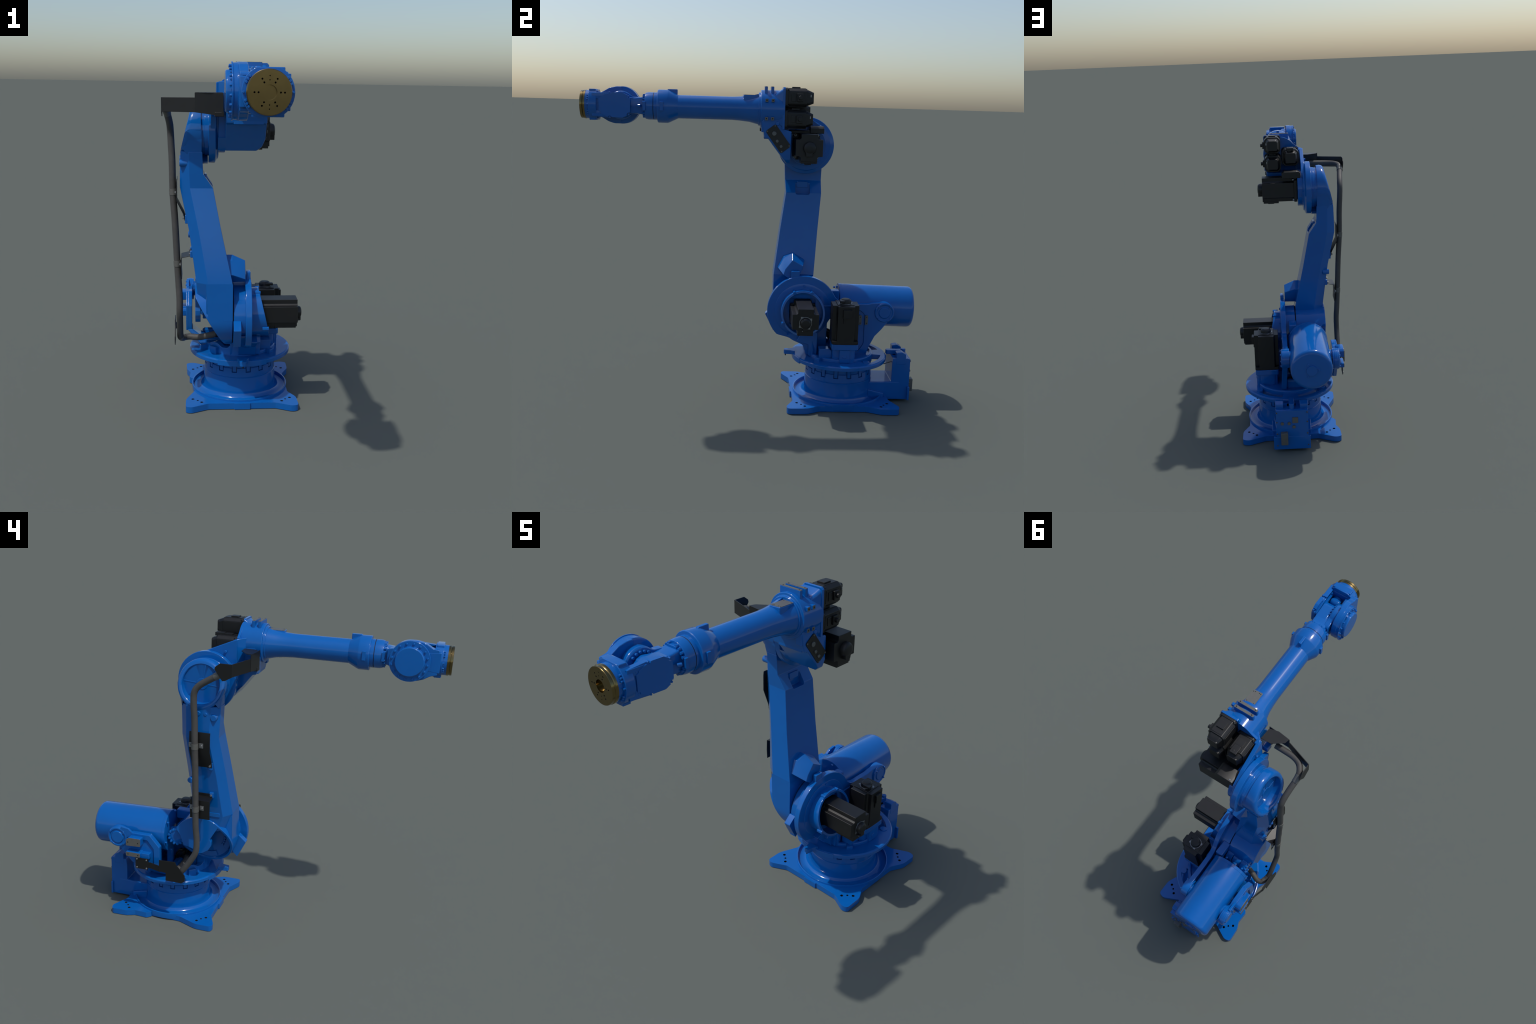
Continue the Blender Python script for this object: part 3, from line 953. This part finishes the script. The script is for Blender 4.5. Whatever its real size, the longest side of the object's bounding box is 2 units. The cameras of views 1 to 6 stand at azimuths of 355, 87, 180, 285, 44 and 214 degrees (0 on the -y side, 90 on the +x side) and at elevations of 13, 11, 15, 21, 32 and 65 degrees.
# ==========================================================================
# 8. WRIST
# ==========================================================================
def build_wrist():
    ax, az = ARM
    # roll body: flange, neck and tongue
    p = Part("wrist_roll", BLUE)
    p.lathe([(.05, -.5935), (.0765, -.5935), (.0765, -.622), (.073, -.640), (.05, -.640)], "y", ARM, 72, .002)
    neck = [[(x, y, z) for x, z in rounded([(x0, az - h), (x1, az - h), (x1, az + h), (x0, az + h)], .012, 3)]
            for y, x0, x1, h in ((-.636, .000, .096, .060), (-.650, .002, .094, .049), (-.685, .004, .098, .045), (-.735, .012, .100, .042), (-.80, .012, .100, .045))]
    p.loft(neck, .003)
    for z0, z1, h in ((.045, .060, .05), (-.060, -.045, .05)):
        p.box((ax - .03, -.655, az + z0), (ax + .03, -.60, az + z1), .003)
    # tongue with round end and disc next to the drum
    p.prism([(-.70, az - .042)] + [(y, z) for y, z in arc(J5[0], J5[1], .055, -90, -270, 20)] + [(-.70, az + .042)], "x", .030, .098, .005)
    p.lathe([(.078, -.025), (.081, -.018), (.081, .014), (.074, .022), (.05, .024)], "x", J5, 64, .004)
    hull = [(-.66, az - .046)] + arc(J5[0], J5[1], .081, -62, 62, 20)[::-1][:0] + \
           [(-.72, az - .050), (-.752, az - .072), (-.785, az - .080), (-.785, az + .080), (-.752, az + .072), (-.72, az + .050), (-.66, az + .046)]
    p.prism(rounded(hull, .02), "x", -.012, .022, .004)
    for s in (-1, 1):
        x = ax + s * .073
        p.box((x - .006, -.650, 1.702), (x + .006, -.634, 1.750), .002)
    wr = p.done(); parent_keep(wr, ROBOT)
    ks = []
    for a0 in (20, 110, 200, 290):
        for d in (0, 16, 32, 48):
            a = radians(a0 + d)
            ks.append(bolt(None, (ax + .064 * cos(a), -.636, az + .064 * sin(a)), (0, -1, 0), .007, .017, "hex"))
    for a in (40, 58, 76, 94, 112, 130):
        ks.append(bolt(None, (.0215, J5[0] + .063 * cos(radians(a)), J5[1] + .063 * sin(radians(a))), (1, 0, 0), .0065, .010))
    for s in (0,):
        ks.append(bolt(None, (.07, -.745, az + .041), (0, 0, 1), .010, .004))
        ks.append(bolt(None, (.07, -.775, az + .041), (0, 0, 1), .010, .004))
    ks.append(bolt(None, (.118, -.662, az), (-.4, -1, 0), .008, .02))
    for k in ks:
        parent_keep(k, wr)

    # bend body: drum, cover arm, end ring
    p = Part("wrist_bend", BLUE)
    p.lathe([(.05, -.018), (.096, -.018), (.1055, -.022), (.1055, -.051), (.103, -.0515), (.103, -.0665), (.1065, -.067), (.1065, -.073), (.078, -.0735),
             (.077, -.090), (.073, -.0945), (.05, -.095)], "x", J5, 80, .0015, angle=35)
    # cheeks from the drum to the ring (tangent hull)
    ch = arc(J5[0], J5[1], .1045, 100, 260, 24) 
    top = [(-.895, az + .077), (-.925, az + .074)]
    hullp = [(-.785, az + .1048), (-.815, az + .1048), (-.855, az + .096), (-.897, az + .071), (-.93, az + .066), (-.93, az - .066), (-.897, az - .073), (-.862, az - .094), (-.828, az - .1048), (-.785, az - .1048)]
    p.prism(rounded(hullp, .008), "x", -.049, -.014, .004)
    p.prism(rounded([(-.85, az + .045), (-.94, az + .055), (-.94, az - .055), (-.85, az - .045)], .006), "x", -.05, .012, .004)
    # end ring: round, flattened above and below
    def ring_poly(r, h, n=14):
        a = math.degrees(math.asin(h / r))
        return arc(ax, az, r, -a, a, n) + arc(ax, az, r, 180 - a, 180 + a, n)
    p.prism(ring_poly(.0945, .085), "y", -.950, -.905, .003)
    p.prism(rounded([(ax - .058, az - .0885 + .003), (ax + .058, az - .0855), (ax + .058, az + .0855), (ax - .058, az + .0855)], .004), "y", -.948, -.912, .002)
    p.lathe([(.05, -.945), (.0795, -.945), (.0785, -.974), (.05, -.974)], "y", ARM, 80, .0015)
    # cross web behind the ring (chamfered well)
    p.prism(rounded([(-.045, az - .060), (.12, az - .060), (.12, az + .060), (-.045, az + .060)], .01), "y", -.93, -.900, .004)
    for s in (-1, 1):
        p.prism(rounded([(.092, az + s * .03), (.131, az + s * .03), (.131, az + s * .064), (.112, az + s * .064)], .003), "y", -.93, -.80, .003)
    # arm slab and screwed cover
    p.prism(rounded([(-.930, az - .060), (-.815, az - .062), (-.725, az - .030), (-.725, az + .030), (-.815, az + .062), (-.930, az + .060)], .008), "x", .101, .124, .003)
    p.prism(rounded([(-.930, az + .05), (-.930, az + .064), (-.83, az + .071), (-.83, az + .05)], .003), "x", .101, .1285, .003)
    p.prism(rounded([(-.930, az - .05), (-.930, az - .064), (-.83, az - .071), (-.83, az - .05)], .003), "x", .101, .1285, .003)
    p.box((.095, -.94, az - .052), (.1285, -.882, az + .052), .003)
    cov = [(-.893, az - .042), (-.893, az + .042), (-.845, az + .062), (-.815, az + .0695), (-.760, az + .0685), (-.730, az + .053), (-.718, az + .034),
           (-.718, az - .034), (-.730, az - .053), (-.760, az - .0685), (-.845, az - .0665)]
    scall = [bm_lathe([(.0105, .10), (.0105, .2)], "x", c, 20) for c in
             ((-.8315, az + .069), (-.8315, az - .069), (-.890, az + .046), (-.890, az - .046), (-.726, az + .050), (-.726, az - .050))]
    p.prism(rounded(cov, .005), "x", .112, .1335, .004, cuts=[cutter(scall)])
    # drive casting inside the fork
    p.lathe([(.02, .03), (.026, .04), (.026, .075), (.02, .09)], "x", (-.868, az + .005), 28, .004)
    p.cyl("y", (.062, az), .03, -.90, -.86, 28, .004)
    wb = p.done(); parent_keep(wb, ROBOT)
    ks = []
    for y, z in ((-.8315, .0665), (-.8315, -.0665), (-.888, .046), (-.888, -.046), (-.727, .049), (-.727, -.049)):
        ks.append(bolt(None, (.120, y, az + z), (1, 0, 0), .0055, .012))
    for i in range(16):
        a = radians(22.5 * i + 8)
        ks.append(bolt(None, (-.073, J5[0] + .0925 * cos(a), J5[1] + .0925 * sin(a)), (-1, 0, 0), .0055, .0085))
    for a0 in (28, 148, 208, 328):
        for d in (-8, 0, 8):
            a = radians(a0 + d)
            ks.append(bolt(None, (ax + .0845 * cos(a), -.948, az + .0845 * sin(a)), (0, -1, 0), .005, .011))
    for a in (0, 180):
        a = radians(a)
        ks.append(bolt(None, (ax + .0865 * cos(a), -.948, az + .0865 * sin(a)), (0, -1, 0), .004, .010))
    for k in ks:
        parent_keep(k, wb)

    # brass tool flange with drilled face
    p = Part("tool_flange", BRASS)
    holes = [bm_lathe([(.0262, -1.01), (.0262, -.985)], "y", ARM, 36)]
    dark = []
    for k in range(8):
        a = radians({0: 0, 1: 60, 2: 120, 3: 180, 4: 240, 5: 300, 6: 90, 7: 270}[k])
        rr = ((.0383, .0034), (.0522, .0034)) if k < 6 else ((.042, .0022), (.056, .0022))
        for R, h in rr:
            dark.append(bm_lathe([(h, -1.01), (h, -.990)], "y", (ax + R * cos(a), az + R * sin(a)), 14))
    p.lathe([(.05, -.972), (.0795, -.972), (.0795, -.982), (.0770, -.984), (.0760, -.986), (.0776, -.988), (.0776, -.998), (.0765, -1.0), (.02, -1.0)],
            "y", ARM, 88, .0006, cuts=[cutter(holes, BRASS), cutter(dark, DARK)])
    parent_keep(p.done(), ROBOT)


# ==========================================================================
# 9. HOSE AND BRACKETS
# ==========================================================================
def build_hose():
    R = .0178
    p = Part("hose", HOSE)
    path = [(-.145, .070, 1.647), (-.20, .070, 1.645), (-.262, .073, 1.643), (-.308, .090, 1.641), (-.336, .125, 1.634), (-.343, .160, 1.615), (-.337, .215, 1.582),
            (-.332, .270, 1.545), (-.330, .297, 1.505), (-.327, .301, 1.440), (-.323, .297, 1.35), (-.3205, .295, 1.20), (-.310, .294, 1.03),
            (-.3005, .294, .82), (-.294, .294, .70), (-.2895, .289, .62), (-.290, .294, .54), (-.290, .330, .470), (-.290, .378, .400),
            (-.287, .415, .362), (-.268, .450, .350), (-.235, .458, .350), (-.19, .440, .352), (-.14, .425, .365), (-.09, .42, .378)]
    p.tube(path, R, n=8, seg=24)
    h = p.done(); parent_keep(h, ROBOT)

    p = Part("cable_bundle", BRACKET)
    for dx, dy, r in ((0, 0, .016), (.028, .010, .014), (-.020, .022, .012), (.012, .034, .013)):
        p.tube([(.015 + dx, .500 + dy, .285), (.010 + dx, .495 + dy, .33), (-.010 + dx, .465 + dy, .375), (-.035 + dx, .432 + dy, .392)], r, seg=14, n=6)
    p.cyl("x", (.421, .382), .023, -.095, -.030, 24, .003)
    parent_keep(p.done(), ROBOT)

    # top bracket: flange, riser, strip, tip
    p = Part("hose_bracket", BRACKET)
    th = .004
    p.plate((0, 0, 1.706), (1, 0, 0), (0, 1, 0), [(-.075, .030), (-.130, .016), (-.204, .026), (-.195, .058), (-.134, .102), (-.070, .104)], th)
    # riser strip (vertical sheet) built by two panels
    def panel(a, b, zs_a, zs_b, t=th):
        # vertical panel between plan points a and b, with own z range at both ends
        a, b = Vector((*a, 0)), Vector((*b, 0))
        d = (b - a).normalized(); n = Vector((-d.y, d.x, 0)) * t
        bm = bmesh.new()
        lo = [bm.verts.new((a.x, a.y, zs_a[0])), bm.verts.new((b.x, b.y, zs_b[0])), bm.verts.new((b.x, b.y, zs_b[1])), bm.verts.new((a.x, a.y, zs_a[1]))]
        hi = [bm.verts.new(v.co + n) for v in lo]
        cap(bm, lo, hi)
        p.add_bm(bm, .0008)
    panel((-.206, .026), (-.070, .016), (1.617, 1.7085), (1.600, 1.7085))
    panel((-.3665, .081), (-.203, .0265), (1.616, 1.684), (1.617, 1.686))
    p.plate((-.3668, 0, 0), (0, 1, 0), (0, 0, 1), [(.080, 1.616), (.118, 1.594), (.132, 1.592), (.176, 1.650), (.172, 1.664), (.146, 1.684), (.080, 1.684)], th)
    p.box((-.112, .016, 1.598), (-.066, .060, 1.620), .003)
    b1 = p.done(); parent_keep(b1, ROBOT)
    c = Part("hose_clamp", RAW)
    c.add_bm(bm_tube([(-.342, .140, 1.628), (-.343, .160, 1.616), (-.341, .180, 1.604)], R + .0016, 24, 4), 0, angle=50)
    parent_keep(c.done(), b1)

    # upper arm bracket (folded sheet)
    def folded(name, profile, y0, y1, t=.0035):
        q = Part(name, BRACKET)
        n = len(profile)
        off = []
        for i in range(n):
            a = Vector(profile[max(i - 1, 0)]); b = Vector(profile[min(i + 1, n - 1)])
            d = (b - a).normalized()
            off.append((profile[i][0] + d.y * t, profile[i][1] - d.x * t))
        bm = bm_prism([(x, z) for x, z in profile] + off[::-1], "y", y0, y1)
        q.add_bm(bm, .0008)
        return q
    q = folded("hose_bracket", [(-.2960, 1.276), (-.2990, 1.250), (-.2990, 1.165), (-.262, 1.092), (-.2565, 1.062)], .215, .335)
    b2 = q.done(); parent_keep(b2, ROBOT)
    q = folded("hose_bracket", [(-.2285, .892), (-.230, .872), (-.2765, .862), (-.2775, .800), (-.2745, .750)], .217, .335)
    b3 = q.done(); parent_keep(b3, ROBOT)
    ks = []
    for y in (.225, .325):
        ks.append((b2, bolt(None, (-.262, y, 1.073), (-1, 0, 0), .006, .008, "hex", STEEL, "screw")))
        ks.append((b3, bolt(None, (-.231, y, .884), (-1, 0, 0), .006, .008, "hex", STEEL, "screw")))
    # clamps round the hose
    for br, (x, y, z), xb in ((b2, (-.3205, .295, 1.20), -.300), (b3, (-.3005, .294, .818), -.278)):
        c = Part("hose_clamp", RAW)
        c.add_bm(bm_tube([(x - .0006, y, z + .016), (x, y, z), (x + .0006, y, z - .016)], R + .002, 24, 3), 0, angle=50)
        for s in (-1, 1):
            c.box((xb - .004, y + s * .030 - .012, z - .014), (xb - .001, y + s * .030 + .012, z + .014), .001, STEEL)
        ks.append((br, c.done()))
        for s in (-1, 1):
            ks.append((br, bolt(None, (xb - .004, y + s * .033, z), (-1, 0, 0), .006, .007, "hex", STEEL, "screw")))
    # pads on the link for the brackets
    q = Part("bracket_pad", BLUE)
    for y in (.225, .325):
        q.box((-.258, y - .012, 1.045), (-.225, y + .012, 1.09), .004)
        q.box((-.232, y - .012, .865), (-.19, y + .012, .90), .004)
    ks.append((ROBOT, q.done()))
    for par, o in ks:
        parent_keep(o, par)

    # bottom bracket plate
    p = Part("hose_bracket", BRACKET)
    p.plate((-.2935, 0, 0), (0, 1, 0), (0, 0, 1), [(.594, .368), (.674, .366), (.674, .436), (.594, .440)], .004)
    # inclined neck and outer plate
    p.add_bm(bm_prism([(-.2935, .60), (-.2895, .60), (-.2915, .575), (-.314, .505), (-.318, .505), (-.2955, .575)], "z", .382, .420), .0008)
    p.plate((-.320, 0, 0), (0, 1, 0), (0, 0, 1), [(.512, .388), (.470, .384), (.470, .334), (.370, .333), (.350, .350), (.350, .386), (.404, .450), (.410, .466), (.512, .462)][::-1], .004)
    b4 = p.done(); parent_keep(b4, ROBOT)
    for y in (.603, .664):
        for z in (.376, .430):
            parent_keep(bolt(None, (-.2935, y, z), (-1, 0, 0), .005, .004, "round", STEEL, "screw"), b4)
    c = Part("hose_clamp", RAW)
    c.add_bm(bm_tube([(-.288, .402, .372), (-.283, .420, .358), (-.272, .440, .351)], R + .0016, 24, 4), 0, angle=50)
    parent_keep(c.done(), b4)


build_base()
build_turntable()
build_big_motors()
build_wrist_motors()
build_link()
build_balancer()
build_elbow()
build_forearm()
build_wrist()
build_hose()
bpy.context.view_layer.update()
for o in [o for o in bpy.data.objects if o.name.startswith("cutter")]:
    bpy.data.objects.remove(o)
